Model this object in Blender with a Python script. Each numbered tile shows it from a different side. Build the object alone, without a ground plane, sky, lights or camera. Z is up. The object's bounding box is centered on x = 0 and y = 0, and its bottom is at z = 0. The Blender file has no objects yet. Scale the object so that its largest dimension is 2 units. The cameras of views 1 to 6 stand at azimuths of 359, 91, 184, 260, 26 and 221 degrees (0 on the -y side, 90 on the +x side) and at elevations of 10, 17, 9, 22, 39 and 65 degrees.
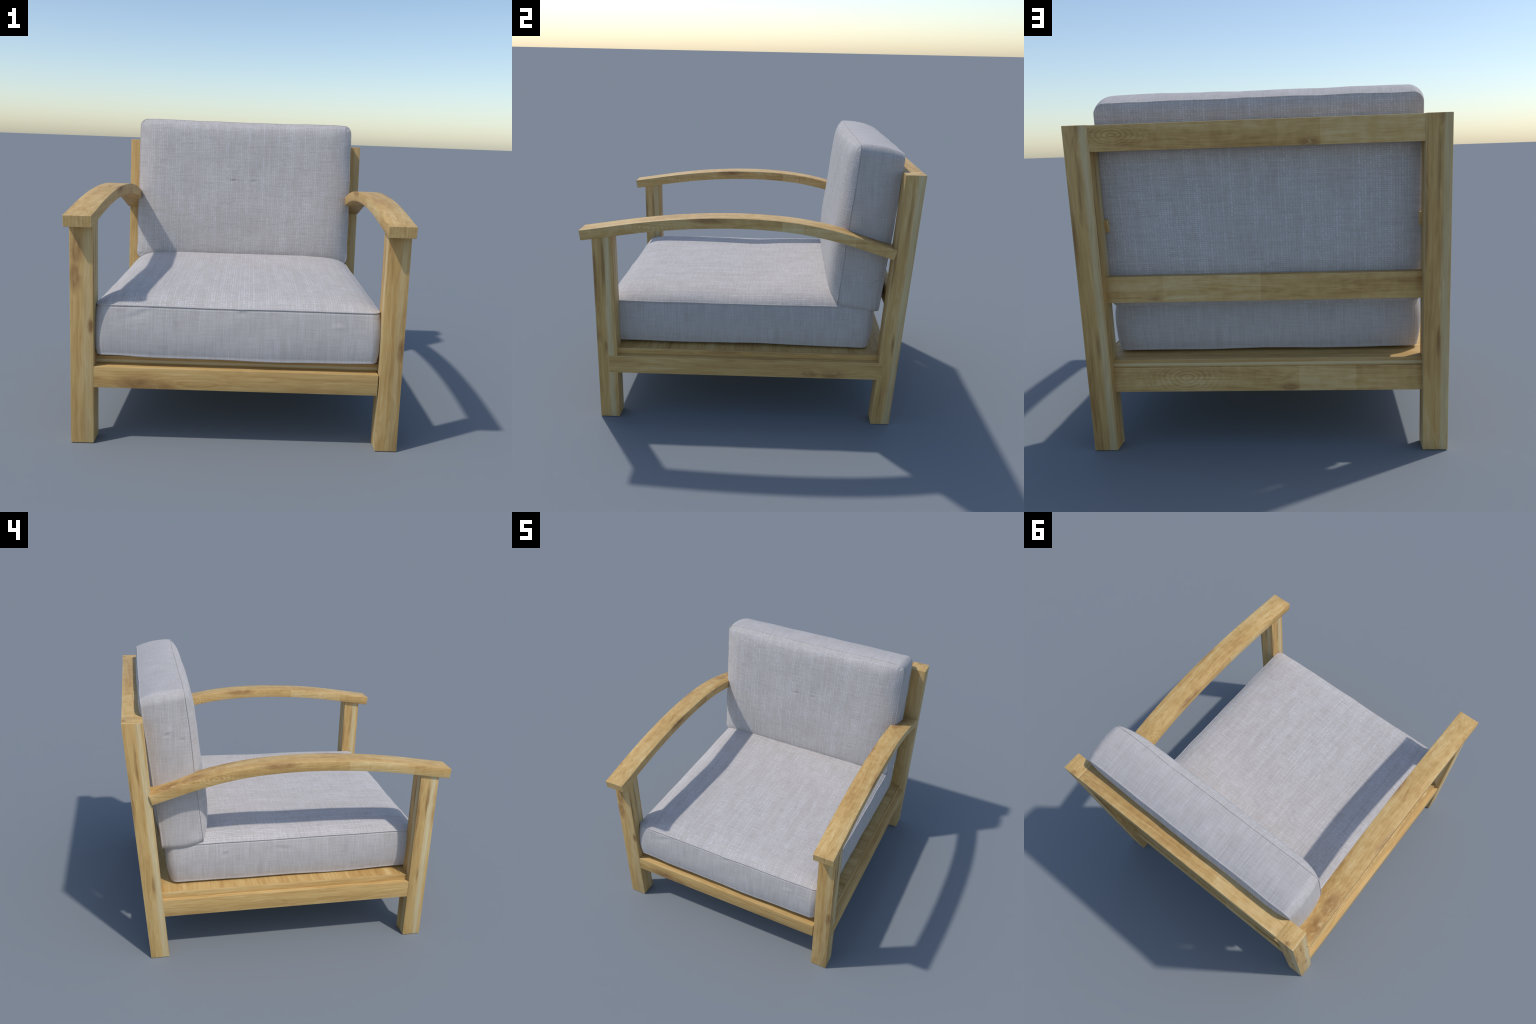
"""Low wooden lounge armchair: oak frame with curved armrests, slatless seat deck,
two boxed linen cushions.  All sizes in metres, front of the chair towards -y."""
import bpy, bmesh, math
import numpy as np
from mathutils import Vector, Matrix, noise

# --------------------------------------------------------------------------
# node helpers
# --------------------------------------------------------------------------
class Tree:
    def __init__(self, name):
        self.mat = bpy.data.materials.new(name)
        self.mat.use_nodes = True
        self.nt = self.mat.node_tree
        self.nt.nodes.clear()
        self.out = self.nt.nodes.new("ShaderNodeOutputMaterial")
        self.bsdf = self.nt.nodes.new("ShaderNodeBsdfPrincipled")
        self.nt.links.new(self.bsdf.outputs[0], self.out.inputs[0])

    def new(self, kind, **props):
        n = self.nt.nodes.new(kind)
        for k, v in props.items():
            setattr(n, k, v)
        return n

    def put(self, sock, val):
        if isinstance(val, bpy.types.NodeSocket):
            self.nt.links.new(val, sock)
        elif val is not None:
            sock.default_value = val

    def m(self, op, a, b=None, c=None, clamp=False):
        n = self.new("ShaderNodeMath", operation=op, use_clamp=clamp)
        for i, v in enumerate((a, b, c)):
            if v is not None:
                self.put(n.inputs[i], v)
        return n.outputs[0]

    def xyz(self, x=0.0, y=0.0, z=0.0):
        n = self.new("ShaderNodeCombineXYZ")
        for i, v in enumerate((x, y, z)):
            self.put(n.inputs[i], v)
        return n.outputs[0]

    def split(self, v):
        n = self.new("ShaderNodeSeparateXYZ")
        self.put(n.inputs[0], v)
        return n.outputs[0], n.outputs[1], n.outputs[2]

    def noise(self, vec, scale=1.0, detail=3.0, rough=0.55, dist=0.0):
        n = self.new("ShaderNodeTexNoise")
        self.put(n.inputs["Vector"], vec)
        n.inputs["Scale"].default_value = scale
        n.inputs["Detail"].default_value = detail
        n.inputs["Roughness"].default_value = rough
        n.inputs["Distortion"].default_value = dist
        return n.outputs["Fac"]

    def white(self, val):
        n = self.new("ShaderNodeTexWhiteNoise", noise_dimensions="1D")
        self.put(n.inputs["W"], val)
        return n.outputs["Value"]

    def span(self, v, lo, hi, a=0.0, b=1.0, smooth=True):
        n = self.new("ShaderNodeMapRange", interpolation_type="SMOOTHSTEP" if smooth else "LINEAR")
        for i, x in enumerate((v, lo, hi, a, b)):
            self.put(n.inputs[i], x)
        return n.outputs[0]

    def ramp(self, fac, stops):
        n = self.new("ShaderNodeValToRGB")
        cr = n.color_ramp
        while len(cr.elements) < len(stops):
            cr.elements.new(0.5)
        for e, (p, c) in zip(cr.elements, stops):
            e.position = p
            e.color = (*c, 1.0)
        self.put(n.inputs[0], fac)
        return n.outputs[0]

    def mix(self, fac, a, b, mode="MIX"):
        n = self.new("ShaderNodeMix", data_type="RGBA", blend_type=mode)
        self.put(n.inputs[0], fac)
        for i, v in ((6, a), (7, b)):
            self.put(n.inputs[i], (*v, 1.0) if isinstance(v, tuple) else v)
        return n.outputs[2]

    def bump(self, height, strength, dist):
        n = self.new("ShaderNodeBump")
        n.inputs["Strength"].default_value = strength
        n.inputs["Distance"].default_value = dist
        self.put(n.inputs["Height"], height)
        return n.outputs[0]


# --------------------------------------------------------------------------
# oak
# --------------------------------------------------------------------------
AXES = {"x": (0, 1, 2), "y": (1, 2, 0), "z": (2, 0, 1)}

def oak(name, axis, seed, knots=(), stripe=None, streaks=(), pieces=None, planks=None, bands=None, eyes=(), lean=0.0, tone=1.0):
    """Honey oak with the grain along `axis`.
    knots   : (x, y, z, radius[, shortening along the grain]) dark figured patches in object space
    stripe  : (centre, half width, strength) pale sapwood line along the member
    streaks : (along, side offset, length) thin dark heart lines
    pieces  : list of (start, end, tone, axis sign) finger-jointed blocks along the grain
    planks  : board pitch across, for the broad deck
    bands   : pale line on end faces at a given z
    eyes    : (x, y, z, radius) concentric ring figures
    lean    : dy/dz of a raked post"""
    t = Tree(name)
    tc = t.new("ShaderNodeTexCoord")
    P = tc.outputs["Object"]
    nrm = t.split(tc.outputs["Normal"])
    xyz = t.split(P)
    if lean:
        xyz = (xyz[0], t.m("MULTIPLY_ADD", xyz[2], -lean, xyz[1]), xyz[2])
    il, ia, ib = AXES[axis]
    L, A, B = xyz[il], xyz[ia], xyz[ib]
    s3 = seed * 3.71
    # broad waviness of the grain
    wv = t.noise(t.xyz(t.m("MULTIPLY_ADD", L, 1.6, s3), t.m("MULTIPLY", A, 5.0), t.m("MULTIPLY", B, 5.0)), 1.0, 2.0)
    wob = t.m("MULTIPLY", t.m("SUBTRACT", wv, 0.5), 0.060)
    kn, figure = None, None
    for (kx, ky, kz, kr, *kl) in knots:
        k3 = (kx, ky, kz)
        d = t.new("ShaderNodeVectorMath", operation="LENGTH")
        t.put(d.inputs[0], t.xyz(t.m("MULTIPLY", t.m("SUBTRACT", L, k3[il]), kl[0] if kl else 0.38),
                                 t.m("SUBTRACT", A, k3[ia]), t.m("SUBTRACT", B, k3[ib])))
        e = t.m("DIVIDE", d.outputs["Value"], kr)
        g = t.m("POWER", 2.718, t.m("MULTIPLY", t.m("MULTIPLY", e, e), -1.3))
        kn = g if kn is None else t.m("MAXIMUM", kn, g)
    if kn is not None:
        wob = t.m("ADD", wob, t.m("MULTIPLY", kn, 0.018))
    A2, B2 = t.m("ADD", A, wob), t.m("ADD", B, t.m("MULTIPLY", wob, 0.8))
    # growth-ring figure, fibre and pores
    ring = t.noise(t.xyz(t.m("MULTIPLY_ADD", L, 0.8, s3), t.m("MULTIPLY", A2, 13.0), t.m("MULTIPLY_ADD", B2, 13.0, s3)), 1.0, 3.0, 0.6)
    fibre = t.noise(t.xyz(t.m("MULTIPLY_ADD", L, 3.5, s3), t.m("MULTIPLY", A2, 120.0), t.m("MULTIPLY", B2, 120.0)), 1.0, 3.0, 0.65)
    blot = t.noise(t.xyz(t.m("MULTIPLY_ADD", L, 2.6, s3), t.m("MULTIPLY", A2, 11.0), t.m("MULTIPLY", B2, 12.0)), 1.0, 3.0, 0.6)
    grain = t.noise(t.xyz(t.m("MULTIPLY_ADD", L, 1.3, s3), t.m("MULTIPLY", A2, 58.0), t.m("MULTIPLY", B2, 58.0)), 1.0, 2.0, 0.6)
    pores = t.noise(t.xyz(t.m("MULTIPLY_ADD", L, 22.0, s3), t.m("MULTIPLY", A2, 230.0), t.m("MULTIPLY", B2, 230.0)), 1.0, 1.0)
    cath = t.m("SINE", t.m("MULTIPLY", t.m("ADD", t.m("MULTIPLY", ring, 1.3), t.m("MULTIPLY", wv, 1.6)), 34.0))
    f = t.m("ADD", t.m("MULTIPLY", ring, 0.40), t.m("MULTIPLY", fibre, 0.27))
    f = t.m("ADD", f, t.m("MULTIPLY", blot, 0.20))
    f = t.m("ADD", f, t.m("MULTIPLY", grain, 0.15))
    f = t.m("ADD", f, 0.0)
    # sawn ends show upright bars instead of fibre
    bars = t.noise(t.xyz(t.m("MULTIPLY", xyz[0], 62.0), t.m("MULTIPLY", xyz[1], 5.0), t.m("MULTIPLY", xyz[2], 4.0)), 1.0, 2.0)
    endf = t.m("GREATER_THAN", t.m("ABSOLUTE", nrm[il]), 0.7)
    f = t.m("ADD", t.m("MULTIPLY", f, t.m("SUBTRACT", 1.0, endf)), t.m("MULTIPLY", t.m("MULTIPLY_ADD", bars, 0.5, 0.29), endf))
    f = t.m("ADD", f, t.m("MULTIPLY", cath, 0.022))
    for (ex, ey, ez, er) in eyes:
        e3 = (ex, ey, ez)
        d = t.new("ShaderNodeVectorMath", operation="LENGTH")
        t.put(d.inputs[0], t.xyz(t.m("MULTIPLY", t.m("SUBTRACT", L, e3[il]), 0.45),
                                 t.m("SUBTRACT", A2, e3[ia]), t.m("SUBTRACT", B2, e3[ib])))
        e = t.m("DIVIDE", d.outputs["Value"], er)
        g = t.m("POWER", 2.718, t.m("MULTIPLY", t.m("MULTIPLY", e, e), -1.0))
        rr = t.m("SINE", t.m("MULTIPLY", t.m("MULTIPLY_ADD", ring, 0.030, d.outputs["Value"]), 540.0))
        f = t.m("ADD", f, t.m("MULTIPLY", t.m("MULTIPLY", rr, g), 0.058))
    if pieces:
        tonep = None
        for lo, hi, dv, sg in pieces:
            q = L if not sg else t.m("MULTIPLY", L, sg)
            inside = t.m("MULTIPLY", t.m("GREATER_THAN", q, lo), t.m("LESS_THAN", q, hi))
            if sg:
                side = nrm[0] if sg > 0 else t.m("MULTIPLY", nrm[0], -1.0)
                inside = t.m("MULTIPLY", inside, t.m("GREATER_THAN", side, 0.6))
            v = t.m("MULTIPLY", inside, dv)
            tonep = v if tonep is None else t.m("ADD", tonep, v)
        f = t.m("ADD", f, tonep)
        chunk = t.noise(t.xyz(t.m("MULTIPLY", L, 26.0), t.m("MULTIPLY", A, 22.0), t.m("MULTIPLY", B, 22.0)), 1.0, 1.0)
        f = t.m("ADD", f, t.m("MULTIPLY", t.m("SUBTRACT", chunk, 0.5), 0.16))
    if planks:
        cell = t.m("FLOOR", t.m("DIVIDE", t.m("ADD", A, t.m("MULTIPLY", wob, 0.25)), planks))
        f = t.m("ADD", f, t.m("MULTIPLY", t.m("SUBTRACT", t.white(cell), 0.5), 0.07))
    col = t.ramp(f, [(0.34, (0.360, 0.198, 0.062)), (0.45, (0.492, 0.298, 0.102)), (0.54, (0.575, 0.372, 0.140)),
                     (0.63, (0.640, 0.450, 0.200)), (0.77, (0.710, 0.570, 0.310))])
    col = t.mix(t.m("MULTIPLY", t.span(pores, 0.60, 0.72), 0.14), col, (0.30, 0.165, 0.055))
    if stripe or streaks:
        # signed sideways coordinate running the same way round every face of a post
        s = t.m("SUBTRACT", t.m("MULTIPLY", nrm[0], xyz[1]), t.m("MULTIPLY", nrm[1], xyz[0]))
        s = t.m("ADD", s, t.m("MULTIPLY", t.m("SUBTRACT", wv, 0.5), 0.022))
        if stripe:
            c0, hw, amt = stripe
            dist = t.m("ABSOLUTE", t.m("SUBTRACT", s, c0))
            sap = t.span(dist, hw * 0.35, hw * 1.6, 1.0, 0.0)
            sap = t.m("MULTIPLY", sap, amt)
            side = t.span(t.m("ABSOLUTE", t.m("ADD", nrm[1], 1.0)), 0.1, 0.5, 0.35, 1.0)
            sap = t.m("MULTIPLY", sap, side)
            pale = t.ramp(t.m("ADD", t.m("MULTIPLY", fibre, 0.5), t.m("MULTIPLY", ring, 0.5)),
                          [(0.35, (0.50, 0.38, 0.19)), (0.65, (0.66, 0.56, 0.34))])
            col = t.mix(sap, col, pale)
            edge = t.span(s, 0.0505, 0.0545)
            col = t.mix(t.m("MULTIPLY", edge, 0.55), col, (0.56, 0.47, 0.25))
        for l0, off, ln in streaks:
            du = t.m("DIVIDE", t.m("SUBTRACT", L, l0), ln)
            dv = t.m("DIVIDE", t.m("SUBTRACT", s, off), 0.0095)
            g = t.m("POWER", 2.718, t.m("MULTIPLY", t.m("ADD", t.m("MULTIPLY", du, du), t.m("MULTIPLY", dv, dv)), -1.0))
            g = t.m("MULTIPLY", g, t.span(nrm[1], -0.75, -0.4, 0.0, 1.0))
            rough = t.span(t.m("ADD", t.m("MULTIPLY", fibre, 0.5), t.m("MULTIPLY", blot, 0.5)), 0.36, 0.56, 1.0, 0.55)
            col = t.mix(t.m("MULTIPLY", t.span(t.m("MULTIPLY", g, rough), 0.08, 0.75), 0.66), col, (0.215, 0.105, 0.035))
    if kn is not None:
        fig = t.noise(t.xyz(t.m("MULTIPLY", L, 9.0), t.m("MULTIPLY", A2, 24.0), t.m("MULTIPLY", B2, 24.0)), 1.0, 4.0, 0.62, 1.3)
        dark = t.m("MULTIPLY", t.span(kn, 0.08, 0.85), t.span(fig, 0.36, 0.70, 1.0, 0.55))
        col = t.mix(t.m("MULTIPLY", dark, 0.76), col, (0.275, 0.136, 0.046))
        core = t.m("MULTIPLY", t.span(kn, 0.55, 0.95), t.span(fig, 0.34, 0.48, 1.0, 0.0))
        col = t.mix(t.m("MULTIPLY", core, 0.40), col, (0.150, 0.068, 0.024))
        pale = t.m("MULTIPLY", t.span(kn, 0.35, 0.85), t.span(fig, 0.60, 0.68))
        col = t.mix(t.m("MULTIPLY", pale, 0.6), col, (0.64, 0.49, 0.25))
    if bands is not None:
        zlo, zhi = bands
        face = t.span(t.m("ABSOLUTE", nrm[1]), 0.6, 0.8)
        inb = t.m("MULTIPLY", t.span(xyz[2], zlo - 0.003, zlo + 0.002), t.span(xyz[2], zhi - 0.002, zhi + 0.003, 1.0, 0.0))
        col = t.mix(t.m("MULTIPLY", t.m("MULTIPLY", face, inb), 0.8), col, (0.64, 0.52, 0.30))
        col = t.mix(t.m("MULTIPLY", face, t.m("MULTIPLY", t.span(xyz[2], zhi - 0.001, zhi + 0.003), 0.35)), col, (0.33, 0.18, 0.06))
    # edge highlights painted into the colour as a paler tint along the arrises
    bev = t.new("ShaderNodeBevel", samples=6)
    bev.inputs["Radius"].default_value = 0.0065
    geo = t.new("ShaderNodeNewGeometry")
    dot = t.new("ShaderNodeVectorMath", operation="DOT_PRODUCT")
    t.put(dot.inputs[0], bev.outputs[0])
    t.put(dot.inputs[1], geo.outputs["Normal"])
    painted_glint = t.m("MULTIPLY", t.span(dot.outputs["Value"], 0.86, 0.99, 1.0, 0.0), t.span(blot, 0.35, 0.6, 0.25, 0.6))
    col = t.mix(painted_glint, col, (0.66, 0.53, 0.28))
    if tone != 1.0:
        col = t.mix(1.0, col, (tone, tone, tone), "MULTIPLY")
    t.put(t.bsdf.inputs["Base Color"], col)
    t.put(t.bsdf.inputs["Roughness"], t.span(fibre, 0.3, 0.7, 0.50, 0.62))
    t.bsdf.inputs["Specular IOR Level"].default_value = 0.32
    h = t.m("ADD", t.m("MULTIPLY", fibre, 0.6), t.m("MULTIPLY", pores, -0.5))
    t.put(t.bsdf.inputs["Normal"], t.bump(h, 0.12, 0.004))
    return t.mat


# --------------------------------------------------------------------------
# linen
# --------------------------------------------------------------------------
def linen(name, seed, panel):
    """Slubby grey linen; `panel` is the axis (0-2) the two large panels face, the bands between are finer."""
    t = Tree(name)
    tc = t.new("ShaderNodeTexCoord")
    x, y, z = t.split(tc.outputs["Object"])
    nx, ny, nz = t.split(tc.outputs["Normal"])
    sidef = t.m("GREATER_THAN", t.m("ABSOLUTE", nx), 0.72)
    topf = t.m("MULTIPLY", t.m("GREATER_THAN", t.m("ABSOLUTE", nz), 0.72), t.m("SUBTRACT", 1.0, sidef))
    # warp position u, run position v on whichever panel we are
    u = t.m("ADD", t.m("MULTIPLY", x, t.m("SUBTRACT", 1.0, sidef)), t.m("MULTIPLY", y, sidef))
    v = t.m("ADD", t.m("MULTIPLY", y, topf), t.m("MULTIPLY", z, t.m("SUBTRACT", 1.0, topf)))
    band = t.m("LESS_THAN", t.m("ABSOLUTE", (nx, ny, nz)[panel]), 0.66)
    fine = t.m("ADD", 1.0, t.m("MULTIPLY", band, 0.45))
    u = t.m("MULTIPLY", u, fine)
    v = t.m("MULTIPLY", v, fine)
    sag = t.noise(t.xyz(t.m("MULTIPLY", u, 3.0), t.m("MULTIPLY", v, 3.0), seed), 1.0, 2.0)
    u = t.m("ADD", u, t.m("MULTIPLY", sag, 0.010))
    # slub streaks along the run, thick-and-thin cross threads
    slub = t.noise(t.xyz(t.m("MULTIPLY", u, 85.0), t.m("MULTIPLY", v, t.m("MULTIPLY_ADD", band, -11.0, 15.0)), seed + 2.0), 1.0, 3.0, 0.65)
    wide = t.noise(t.xyz(t.m("MULTIPLY", u, 19.0), t.m("MULTIPLY", v, 4.0), seed + 5.0), 1.0, 2.0, 0.55)
    weft = t.noise(t.xyz(t.m("MULTIPLY", u, 6.0), t.m("MULTIPLY", v, 95.0), seed + 9.0), 1.0, 2.0, 0.6)
    cloud = t.noise(t.xyz(u, v, seed), 6.0, 2.0, 0.5)
    # twill floats: short slanted dashes stacked along every warp
    pu, pv = 0.0132, 0.0098
    ui = t.m("DIVIDE", u, pu)
    col_i = t.m("FLOOR", ui)
    shift = t.white(t.m("ADD", col_i, seed * 13.0))
    slant = t.m("FRACT", ui)
    vi = t.m("ADD", t.m("DIVIDE", v, pv), t.m("ADD", t.m("MULTIPLY", shift, 0.5), t.m("MULTIPLY", slant, -0.75)))
    dv = t.m("ABSOLUTE", t.m("SUBTRACT", t.m("FRACT", vi), 0.5))
    du = t.m("ABSOLUTE", t.m("SUBTRACT", slant, 0.5))
    float_h = t.m("MULTIPLY", t.span(dv, 0.06, 0.40, 1.0, 0.0), t.span(du, 0.16, 0.48, 1.0, 0.0))
    rowj = t.new("ShaderNodeTexWhiteNoise", noise_dimensions="2D")
    t.put(rowj.inputs["Vector"], t.xyz(col_i, t.m("FLOOR", vi), 0.0))
    strength = t.m("MULTIPLY", t.span(t.m("ADD", t.m("MULTIPLY", wide, 0.7), t.m("MULTIPLY", shift, 0.22)), 0.26, 0.68, 0.20, 1.0),
                   t.m("ADD", 0.30, t.m("MULTIPLY", rowj.outputs["Value"], 0.8)))
    strength = t.m("MULTIPLY", strength, t.m("SUBTRACT", 1.0, t.m("MULTIPLY", band, 0.50)))
    white = t.m("MULTIPLY", float_h, strength)
    f = t.m("ADD", t.m("MULTIPLY", slub, t.m("MULTIPLY_ADD", band, 0.10, 0.36)), t.m("MULTIPLY", weft, t.m("MULTIPLY_ADD", band, -0.12, 0.44)))
    f = t.m("ADD", f, t.m("MULTIPLY", wide, 0.10))
    f = t.m("ADD", f, t.m("MULTIPLY", cloud, 0.10))
    f = t.m("ADD", f, 0.0)
    base = t.ramp(f, [(0.36, (0.405, 0.368, 0.344)), (0.50, (0.468, 0.432, 0.409)), (0.60, (0.508, 0.476, 0.459)), (0.74, (0.575, 0.550, 0.545))])
    c = t.mix(t.m("MULTIPLY", white, 1.0, clamp=True), base, (0.715, 0.705, 0.740))
    t.put(t.bsdf.inputs["Base Color"], c)
    t.bsdf.inputs["Roughness"].default_value = 0.93
    t.bsdf.inputs["Specular IOR Level"].default_value = 0.12
    t.bsdf.inputs["Sheen Weight"].default_value = 0.10
    t.bsdf.inputs["Sheen Roughness"].default_value = 0.5
    h = t.m("ADD", t.m("MULTIPLY", float_h, t.m("MULTIPLY", strength, 0.9)), t.m("ADD", t.m("MULTIPLY", slub, 0.7), t.m("MULTIPLY", weft, 0.4)))
    t.put(t.bsdf.inputs["Normal"], t.bump(h, 0.22, 0.004))
    return t.mat


# --------------------------------------------------------------------------
# mesh helpers
# --------------------------------------------------------------------------
def finish_object(name, me, loc, mat, parent, sharp=35):
    me.materials.append(mat)
    me.shade_smooth()
    if sharp:
        me.set_sharp_from_angle(angle=math.radians(sharp))
    ob = bpy.data.objects.new(name, me)
    bpy.context.scene.collection.objects.link(ob)
    ob.parent = parent
    ob.location = loc
    return ob

def bevelled(bm, width):
    bmesh.ops.bevel(bm, geom=bm.edges[:], offset=width, segments=2, profile=0.6, affect="EDGES", clamp_overlap=True)

def timber(name, x, y, z, mat, parent, bevel=0.0035, shear=None):
    """Squared member between the given x, y, z ranges; shear = function(local z -> (y front, y back))."""
    c = Vector(((x[0] + x[1]) / 2, (y[0] + y[1]) / 2, (z[0] + z[1]) / 2))
    bm = bmesh.new()
    bmesh.ops.create_cube(bm, size=1.0)
    for v in bm.verts:
        px, py, pz = (x[v.co.x > 0], y[v.co.y > 0], z[v.co.z > 0])
        if shear:
            py = shear(pz)[v.co.y > 0]
        v.co = Vector((px, py, pz)) - c
    bevelled(bm, bevel)
    me = bpy.data.meshes.new(name)
    bm.to_mesh(me)
    bm.free()
    return finish_object(name, me, c, mat, parent)


# --------------------------------------------------------------------------
# the chair
# --------------------------------------------------------------------------
chair = bpy.data.objects.new("wooden_armchair", None)
bpy.context.scene.collection.objects.link(chair)
chair["label"] = "light oak lounge armchair with curved arms and grey linen cushions"
chair["category"] = "armchair"

LEG_X = ((-0.861, -0.7410), (0.7475, 0.865))

# --- front legs: plain posts running up into the armrests
front_knots = [[(-0.026, -0.058, 0.44, 0.042), (-0.034, -0.058, 0.30, 0.038), (0.046, -0.058, 0.04, 0.020)],
               [(0.045, -0.058, -0.04, 0.028)]]
for i in range(2):
    mat = oak("front_leg_oak", "z", 1.0 + i * 2.3, knots=front_knots[i], stripe=(0.022, 0.014, 0.80),
              streaks=[(0.42, 0.000, 0.15), (0.33, -0.045, 0.2), (-0.12, -0.002, 0.06)])
    timber("front_leg", LEG_X[i], (-0.926, -0.8075), (0.0, 1.192), mat, chair)

# --- rear legs: raked posts
REAR_X = ((-0.861, -0.7425), (0.7485, 0.866))
def rear_rake(z):
    return (0.776 + 0.0645 * z, 0.8920 + 0.0670 * z)
for i in range(2):
    mat = oak("rear_leg_oak", "z", 4.0 + i * 1.7, knots=[(-0.01, 0.05, 0.785, 0.02)], stripe=(0.030, 0.015, 0.75),
              streaks=[(0.55, -0.002, 0.17), (0.30, -0.046, 0.25), (-0.25, 0.006, 0.08)], lean=0.0662)
    timber("rear_leg", REAR_X[i], (0.83, 0.94), (0.0, 1.5835), mat, chair, shear=rear_rake)

# --- armrests: flat board bent along a shallow bow
ARM_Y = np.array([-0.998, -0.876, -0.764, -0.597, -0.485, -0.319, -0.108, 0.025, 0.157, 0.290, 0.423, 0.532, 0.663, 0.780, 0.864])
ARM_Z = np.array([1.2145, 1.233, 1.2515, 1.2745, 1.2875, 1.302, 1.308, 1.307, 1.3005, 1.286, 1.2655, 1.2400, 1.2025, 1.1675, 1.1405])
arm_fit = np.polynomial.Polynomial.fit(ARM_Y, ARM_Z, 6)
arm_slope = arm_fit.deriv()

def armrest(x0, x1, mat):
    thick, ch = 0.0615, 0.0035
    sect = []
    w, h = (x1 - x0) / 2, thick
    for cx, cz, a0 in ((w, 0, 0), (-w, 0, 90), (-w, -h, 180), (w, -h, 270)):
        ccx = cx - math.copysign(ch, cx)
        ccz = cz - ch if cz == 0 else cz + ch
        for a in (0, 45, 90):
            r = math.radians(a0 + a)
            sect.append((ccx + ch * math.cos(r), ccz + ch * math.sin(r)))
    centre = Vector(((x0 + x1) / 2, 0.0, 1.20))
    ys = np.linspace(ARM_Y[0], ARM_Y[-1], 72)
    inset = [0.0] * len(ys)
    verts, faces = [], []
    n = len(sect)
    for y in ys:
        t = Vector((0, 1, arm_slope(y))).normalized()
        up = Vector((0, -t.z, t.y))
        for sx, sz in sect:
            verts.append(Vector((sx, y, arm_fit(y))) + up * sz - Vector((0, 0, centre.z)))
    for i in range(len(ys) - 1):
        for k in range(n):
            a, b = i * n + k, i * n + (k + 1) % n
            faces.append((a, a + n, b + n, b))
    faces.append(tuple(range(n)))
    faces.append(tuple(reversed(range((len(ys) - 1) * n, len(ys) * n))))
    me = bpy.data.meshes.new("armrest")
    me.from_pydata([tuple(v) for v in verts], [], faces)
    bm = bmesh.new()
    bm.from_mesh(me)
    bmesh.ops.recalc_face_normals(bm, faces=bm.faces)
    caps = [f for f in bm.faces if len(f.verts) > 4]
    bmesh.ops.bevel(bm, geom=[e for f in caps for e in f.edges], offset=0.0025, segments=1, affect="EDGES", clamp_overlap=True)
    bm.to_mesh(me)
    bm.free()
    return finish_object("armrest", me, centre, mat, chair, sharp=30)

for x0, x1, sd in ((-0.874, -0.7325, 1.0), (0.7295, 0.8715, 6.0)):
    blocks = [(-0.34, -0.08, -0.02, 1), (0.19, 0.32, 0.11, 1), (0.325, 0.62, 0.07, 1),
              (-0.16, 0.06, -0.02, -1), (0.337, 0.46, 0.11, -1), (0.465, 0.755, 0.08, -1)]
    mat = oak("armrest_oak", "y", 9.0 + sd, knots=[(-0.030, 0.75, -0.02, 0.056, 0.5), (-0.026, 0.60, 0.02, 0.046, 0.36), (0.071, -0.24, 0.094, 0.026, 0.20), (-0.071, 0.10, 0.094, 0.026, 0.20)],
              eyes=[(0.07, -0.60, 0.035, 0.06), (-0.07, 0.47, 0.03, 0.06)], pieces=blocks)
    armrest(x0, x1, mat)

# --- seat frame
low_blocks = [(-0.26, -0.16, 0.075, 0), (-0.43, -0.26, 0.05, 0), (-0.80, -0.43, -0.02, 0)]
top_blocks = [(-0.425, -0.29, 0.075, 0), (-0.80, -0.425, 0.05, 0), (-0.10, 0.20, -0.03, 0)]
timber("front_rail", (-0.80, 0.7422), (-0.9245, -0.815), (0.3075, 0.4205),
       oak("front_rail_oak", "x", 21.0, knots=[(-0.50, -0.055, -0.030, 0.050), (-0.37, -0.055, -0.055, 0.042)]), chair)
side_k = [(0.05, 0.54, -0.030, 0.034), (0.05, 0.40, -0.03, 0.024)]
timber("side_rail", (0.765, 0.8663), (-0.8615, 0.8275), (0.3065, 0.4190), oak("side_rail_oak", "y", 24.0, knots=side_k), chair)
timber("side_rail", (-0.8585, -0.765), (-0.84, 0.83), (0.3025, 0.4190), oak("side_rail_oak", "y", 26.0), chair)
timber("rear_rail", (-0.80, 0.80), (0.802, 0.8795), (0.2975, 0.4200),
       oak("rear_rail_oak", "x", 28.0, knots=[(-0.11, 0.04, -0.042, 0.022)], eyes=[(0.385, 0.04, 0.005, 0.075)], pieces=low_blocks), chair)

# --- seat deck
timber("seat_deck", (-0.8185, 0.8185), (-0.850, 0.866), (0.4185, 0.4570),
       oak("deck_oak", "x", 31.0, planks=0.034, bands=(-0.012, 0.0)), chair, bevel=0.0025)
for x0, x1, sd in ((-0.8300, -0.8180, 0.0), (0.8180, 0.8300, 2.0)):
    timber("deck_edging", (x0, x1), (-0.845, 0.861), (0.4195, 0.4572), oak("deck_edging_oak", "y", 44.0 + sd), chair, bevel=0.002)

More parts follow.
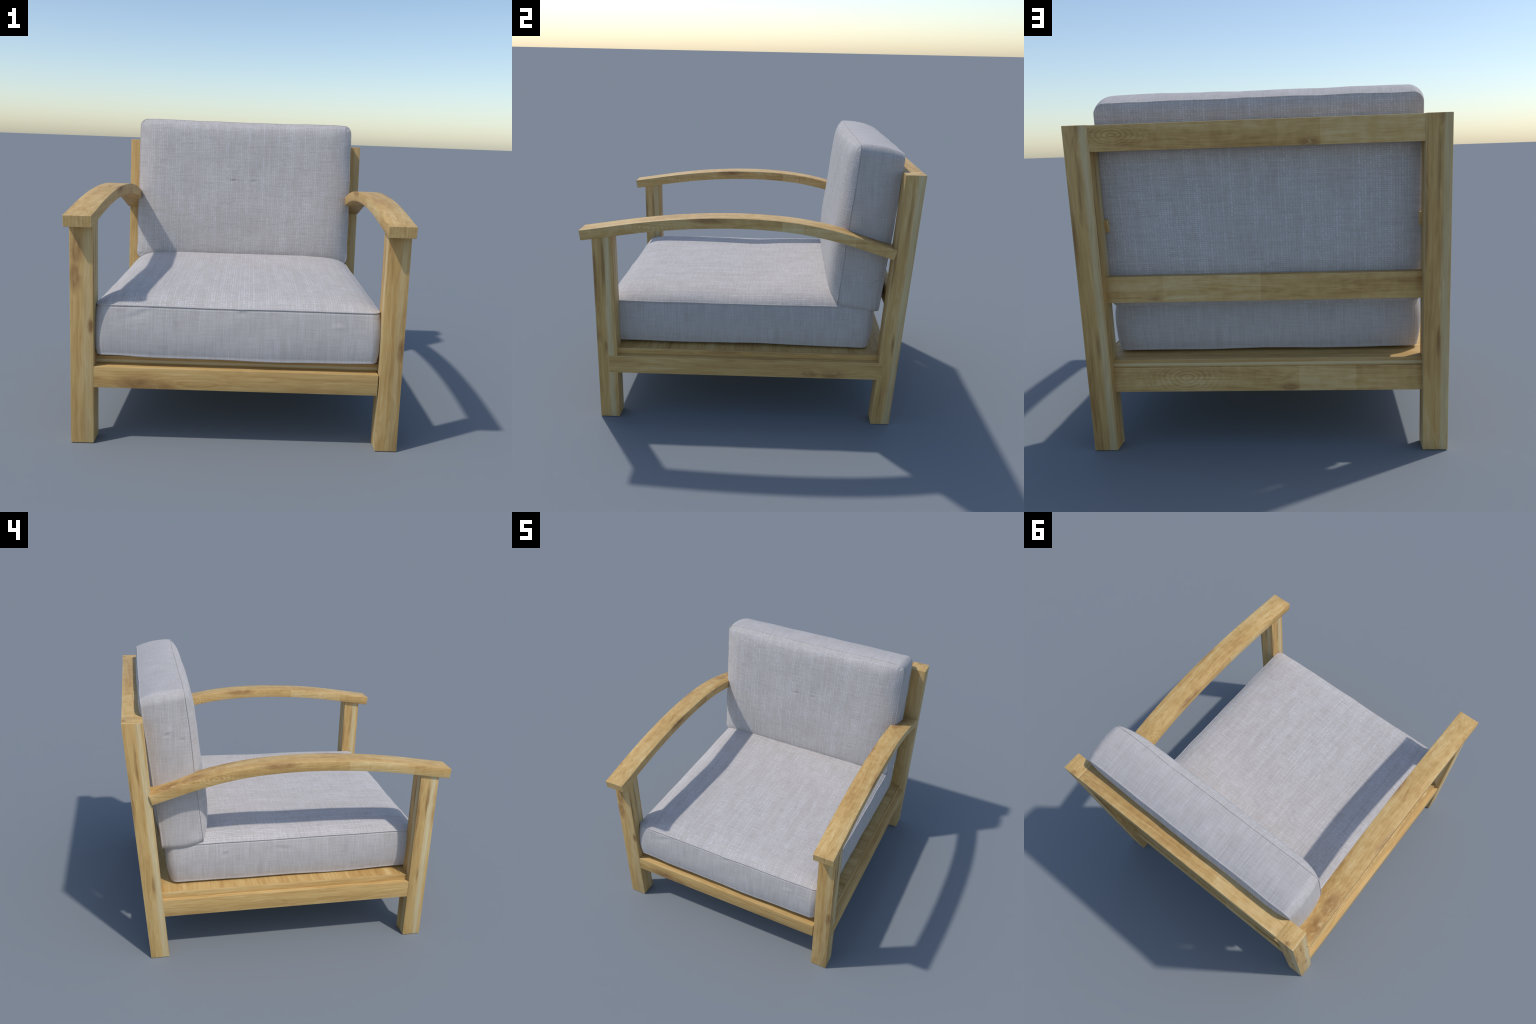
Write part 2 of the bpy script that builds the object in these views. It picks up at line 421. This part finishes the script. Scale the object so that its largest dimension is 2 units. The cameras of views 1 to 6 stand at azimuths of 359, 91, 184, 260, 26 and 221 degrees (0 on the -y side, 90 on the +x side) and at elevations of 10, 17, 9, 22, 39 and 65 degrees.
# --- backrest rails between the rear legs
def top_rake(z):
    return (0.778 + 0.0645 * z, 0.8905 + 0.0670 * z)
timber("backrest_rail", (-0.7430, 0.7490), (0.88, 0.99), (1.4635, 1.5822),
       oak("backrest_rail_oak", "x", 35.0, knots=[(-0.24, 0.05, -0.045, 0.022)], eyes=[(0.64, 0.05, 0.01, 0.06)], pieces=top_blocks), chair, shear=top_rake)
mid_blocks = [(0.335, 0.475, 0.075, 0), (0.475, 0.80, 0.03, 0), (0.01, 0.335, 0.045, 0), (-0.80, 0.01, -0.035, 0)]
timber("backrest_rail", (-0.80, 0.80), (0.834, 0.8855), (0.7455, 0.8715),
       oak("backrest_rail_oak", "x", 38.0, knots=[(0.52, 0.04, -0.045, 0.022), (-0.28, 0.04, 0.03, 0.014)], pieces=mid_blocks), chair)

# --------------------------------------------------------------------------
# boxed cushions
# --------------------------------------------------------------------------
def rounded(u, v, X, Y, r):
    """Point (u, v) of the square [-1, 1]^2 carried onto a rounded rectangle X by Y."""
    px, py = u * X, v * Y
    qx, qy = np.clip(px, -(X - r), X - r), np.clip(py, -(Y - r), Y - r)
    dx, dy = px - qx, py - qy
    m = np.maximum(np.abs(dx), np.abs(dy))
    ln = np.hypot(dx, dy)
    k = np.where(ln > 1e-9, m / np.maximum(ln, 1e-9), 1.0)
    return qx + dx * k, qy + dy * k

def spaced(n, edge):
    """n+1 positions on [-1, 1], packed towards the ends."""
    s = np.linspace(-1, 1, n + 1)
    return np.sign(s) * (1 - (1 - np.abs(s)) ** edge)

def crown(u, sharp):
    t = 1 - np.abs(u)
    return 0.86 * (1 - (1 - t) ** sharp) + 0.14 * (1 - (1 - t) ** 2)

def cushion_mesh(name, X, Y, H, r, n, crown_a, crown_b, bulge, place, welt=0.0045):
    """Two crowned panels (a at +H/2, b at -H/2) joined by a bulging band with welted seams.
    place(p) takes the array of box-space points to their final local positions."""
    nu, nv = n
    U, V = spaced(nu, 1.35), spaced(nv, 1.35)
    gu, gv = np.meshgrid(U, V, indexing="ij")
    px, py = rounded(gu, gv, X, Y, r)
    idx = np.arange((nu + 1) * (nv + 1)).reshape(nu + 1, nv + 1)
    shape = crown(gu, 12.0) * crown(gv, 15.0)
    top = np.stack([px, py, H / 2 + crown_a * shape], -1).reshape(-1, 3)
    bot = np.stack([px, py, -H / 2 - crown_b * shape], -1).reshape(-1, 3)
    # boundary loop, counter-clockwise
    loop = [(i, 0) for i in range(nu)] + [(nu, j) for j in range(nv)] + [(i, nv) for i in range(nu, 0, -1)] + [(0, j) for j in range(nv, 0, -1)]
    li = np.array([idx[a] for a in loop])
    ring = top[li]
    nxt, prv = np.roll(ring, -1, 0), np.roll(ring, 1, 0)
    tan = nxt - prv
    out = np.stack([tan[:, 1], -tan[:, 0], np.zeros(len(ring))], -1)
    out /= np.linalg.norm(out, axis=1)[:, None]
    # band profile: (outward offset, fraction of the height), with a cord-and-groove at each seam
    w = welt
    prof = [(0.55 * w, 0.4 * w), (w, 0.0), (0.75 * w, -0.75 * w), (0.1 * w, -1.1 * w), (-0.9 * w, -1.5 * w), (-0.55 * w, -2.1 * w), (0.25 * w, -2.9 * w)]
    rows = [(o, H / 2 + d) for o, d in prof]
    zs = np.linspace(H / 2 - 4.2 * w, -H / 2 + 4.2 * w, 22)
    rows += [(0.0, z) for z in zs]
    lip = [(0.1 * w, -1.6 * w), (0.55 * w, -0.9 * w), (0.6 * w, -0.2 * w), (0.25 * w, 0.2 * w)]
    rows += [(o, -H / 2 - d) for o, d in lip]
    verts = [top]
    for o, z in rows:
        s = np.clip(z / (H / 2), -1, 1)
        b = o + bulge * (1 - s * s) ** 0.8
        q = ring + out * b
        q[:, 2] = z
        verts.append(q)
    verts.append(bot)
    nt = len(top)
    faces = []
    for i in range(nu):
        for j in range(nv):
            faces.append((idx[i, j], idx[i + 1, j], idx[i + 1, j + 1], idx[i, j + 1]))
    m = len(li)
    def rowid(k):
        if k < 0:
            return li
        if k >= len(rows):
            return li + nt + m * len(rows)
        return np.arange(m) + nt + m * k
    for k in range(-1, len(rows)):
        a, b = rowid(k), rowid(k + 1)
        for i in range(m):
            j = (i + 1) % m
            faces.append((a[i], b[i], b[j], a[j]))
    off = nt + m * len(rows)
    for i in range(nu):
        for j in range(nv):
            faces.append((off + idx[i, j], off + idx[i, j + 1], off + idx[i + 1, j + 1], off + idx[i + 1, j]))
    P = place(np.concatenate(verts))
    me = bpy.data.meshes.new(name)
    me.from_pydata(P.tolist(), [], [tuple(int(q) for q in f) for f in faces])
    bm = bmesh.new()
    bm.from_mesh(me)
    bmesh.ops.recalc_face_normals(bm, faces=bm.faces)
    bm.to_mesh(me)
    bm.free()
    return me

def lumps(P, scale, amp, seed):
    """Soft padding unevenness."""
    d = np.array([noise.noise(Vector((p[0] * scale + seed, p[1] * scale, p[2] * scale))) for p in P])
    d2 = np.array([noise.noise(Vector((p[0] * scale * 2.6, p[1] * scale * 2.6 + seed, p[2] * scale * 2.6))) for p in P])
    return amp * (d + 0.35 * d2)

def dents(P, axis, spots):
    """Short pulled creases: (a, b, length, width, depth, slope, side) on the face looking along +-axis."""
    a, b = [k for k in range(3) if k != axis]
    for ca, cb, ln, wd, dp, sl, side, lim in spots:
        da, db = P[:, a] - ca, P[:, b] - cb
        db = db - sl * da
        g = np.exp(-(da / ln) ** 2) * (np.exp(-(db / wd) ** 2) - 0.55 * np.exp(-((db - 1.7 * wd) / wd) ** 2))
        near = (P[:, axis] * side) > lim
        P[:, axis] -= side * dp * g * near
    return P

# --- seat cushion: box space x, y, z = chair directions
SEAT_C = Vector((0.0, -0.069, 0.606))
def place_seat(P):
    P = P.copy()
    x, y, z = P[:, 0].copy(), P[:, 1].copy(), P[:, 2].copy()
    up = np.clip(z / 0.134, -1, 1)
    hi = np.clip((z - 0.134) / 0.05, 0, 1)
    back = (y + 0.81) / 1.62
    P[:, 0] = x * (1 + 0.014 * back * (x > 0) - 0.004 * (1 - back)) + 0.002
    P[:, 1] = y + np.where(y < 0, 0.012 * (-y / 0.81) ** 8 * up, 0) + np.where(y > 0, 0.004 * (y / 0.81) ** 8 * up, 0)
    # the lower back edge is tucked up and under
    tuck = np.clip((y - 0.70) / 0.12, 0, 1) * np.clip(-up, 0, 1) ** 2
    P[:, 1] -= 0.004 * tuck
    # dip over the middle, rise towards the back
    P[:, 2] = z + hi * (0.007 * (y / 0.81) - 0.010 * np.exp(-((y - 0.06) / 0.2) ** 2))
    n1 = lumps(P * np.array([1, 1, 0.4]), 3.0, 0.005, 3.0)
    P[:, 2] += n1 * (0.35 + 0.65 * hi)
    n2 = lumps(P, 5.0, 0.0035, 17.0)
    ex = np.clip((np.abs(x) - 0.62) / 0.1, 0, 1) * np.sign(x)
    ey = np.clip((np.abs(y) - 0.72) / 0.08, 0, 1) * np.sign(y)
    P[:, 0] += n2 * ex
    P[:, 1] += n2 * ey
    P[:, 2] = np.maximum(P[:, 2], -0.1480)
    # the band sags to the boards unevenly along its lower seam
    wav = np.array([noise.noise(Vector((p[0] * 2.2, p[1] * 2.2, 9.0))) for p in P])
    P[:, 2] += 0.011 * wav * np.clip(-up, 0, 1) ** 3
    wav2 = np.array([noise.noise(Vector((p[0] * 1.7, p[1] * 1.7, 3.3))) for p in P])
    P[:, 2] += 0.007 * wav2 * np.clip(up, 0, 1) ** 3 * (1 - hi)
    P = dents(P, 2, [(0.10, 0.12, 0.030, 0.010, 0.004, 0.3, 1, 0.1), (-0.22, 0.25, 0.028, 0.010, 0.004, -0.5, 1, 0.1),
                     (0.60, -0.55, 0.035, 0.010, 0.005, 0.4, 1, 0.1), (-0.36, 0.02, 0.02, 0.008, 0.004, 0.8, 1, 0.1)])
    P = dents(P, 0, [(0.47, 0.055, 0.020, 0.009, 0.007, -0.4, -1, 0.6), (0.10, 0.07, 0.05, 0.010, 0.004, 0.1, -1, 0.6)])
    P = dents(P, 1, [(0.02, 0.115, 0.028, 0.008, 0.005, 0.0, -1, 0.7), (0.52, 0.06, 0.030, 0.009, -0.004, 0.0, -1, 0.7), (-0.52, 0.09, 0.06, 0.012, 0.004, 0.3, -1, 0.7)])
    return P

me = cushion_mesh("seat_cushion", 0.742, 0.820, 0.268, 0.045, (200, 210), 0.064, 0.012, 0.018, place_seat)
finish_object("seat_cushion", me, SEAT_C, linen("seat_linen", 1.0, 2), chair, sharp=None)

# --- back cushion: built lying down, then stood up; local axes x, y (depth), z (height)
BACK_C = Vector((0.0, 0.712, 1.205))
HH = 0.500   # half height
def place_back(P):
    x, h, d = P[:, 0].copy(), P[:, 1].copy(), P[:, 2].copy()   # d > 0 is the sitter's side
    wide = 1.0 + 0.004 * (-h / HH)
    hump = 0.016 * np.clip((h - HH + 0.12) / 0.12, 0, 1) ** 2 * (1 - np.clip(d / 0.128, -1, 1) ** 2)
    Q = np.stack([x * wide + 0.002, -d, h + 0.188 * d], -1)
    Q[:, 1] += 0.0985 * h                                   # lean back
    # lower half of the front is plumper than the top
    plump = np.clip((d - 0.128) / 0.05, 0, 1)
    Q[:, 1] -= plump * 0.013 * np.exp(-((h + 0.18) / 0.22) ** 2)
    Q[:, 2] += np.clip(-h / HH, 0, 1) * (0.024 - 0.050 * d)     # lower edge tucked up at the back
    n1 = lumps(np.stack([x, h, d], -1), 3.0, 0.005, 31.0)
    n2 = lumps(np.stack([x, h, d], -1), 5.5, 0.0045, 47.0)
    Q[:, 1] += n1 * np.where(np.abs(d) > 0.1, 1.0, 0.4)
    ex = np.clip((np.abs(x) - 0.64) / 0.1, 0, 1) * np.sign(x)
    eh = np.clip((np.abs(h) - 0.42) / 0.07, 0, 1) * np.sign(h)
    Q[:, 0] += n2 * ex
    Q[:, 2] += n2 * eh
    front = [(-0.080, 0.116, 0.020, 0.0070, 0.0052, 0.0, -1, 0.08), (0.064, 0.116, 0.013, 0.0065, 0.0050, -0.1, -1, 0.08)]
    Q = dents(Q, 1, front)
    Q = dents(Q, 0, [(0.03, 0.27, 0.013, 0.010, 0.0055, -0.4, -1, 0.6), (-0.055, 0.235, 0.011, 0.008, 0.0045, 0.0, -1, 0.6), (0.05, -0.3, 0.02, 0.012, 0.005, 0.4, 1, 0.6)])
    return Q

me = cushion_mesh("back_cushion", 0.752, HH, 0.258, 0.046, (230, 160), 0.060, 0.022, 0.018, place_back, welt=0.0032)
finish_object("back_cushion", me, BACK_C, linen("back_linen", 4.0, 1), chair, sharp=None)
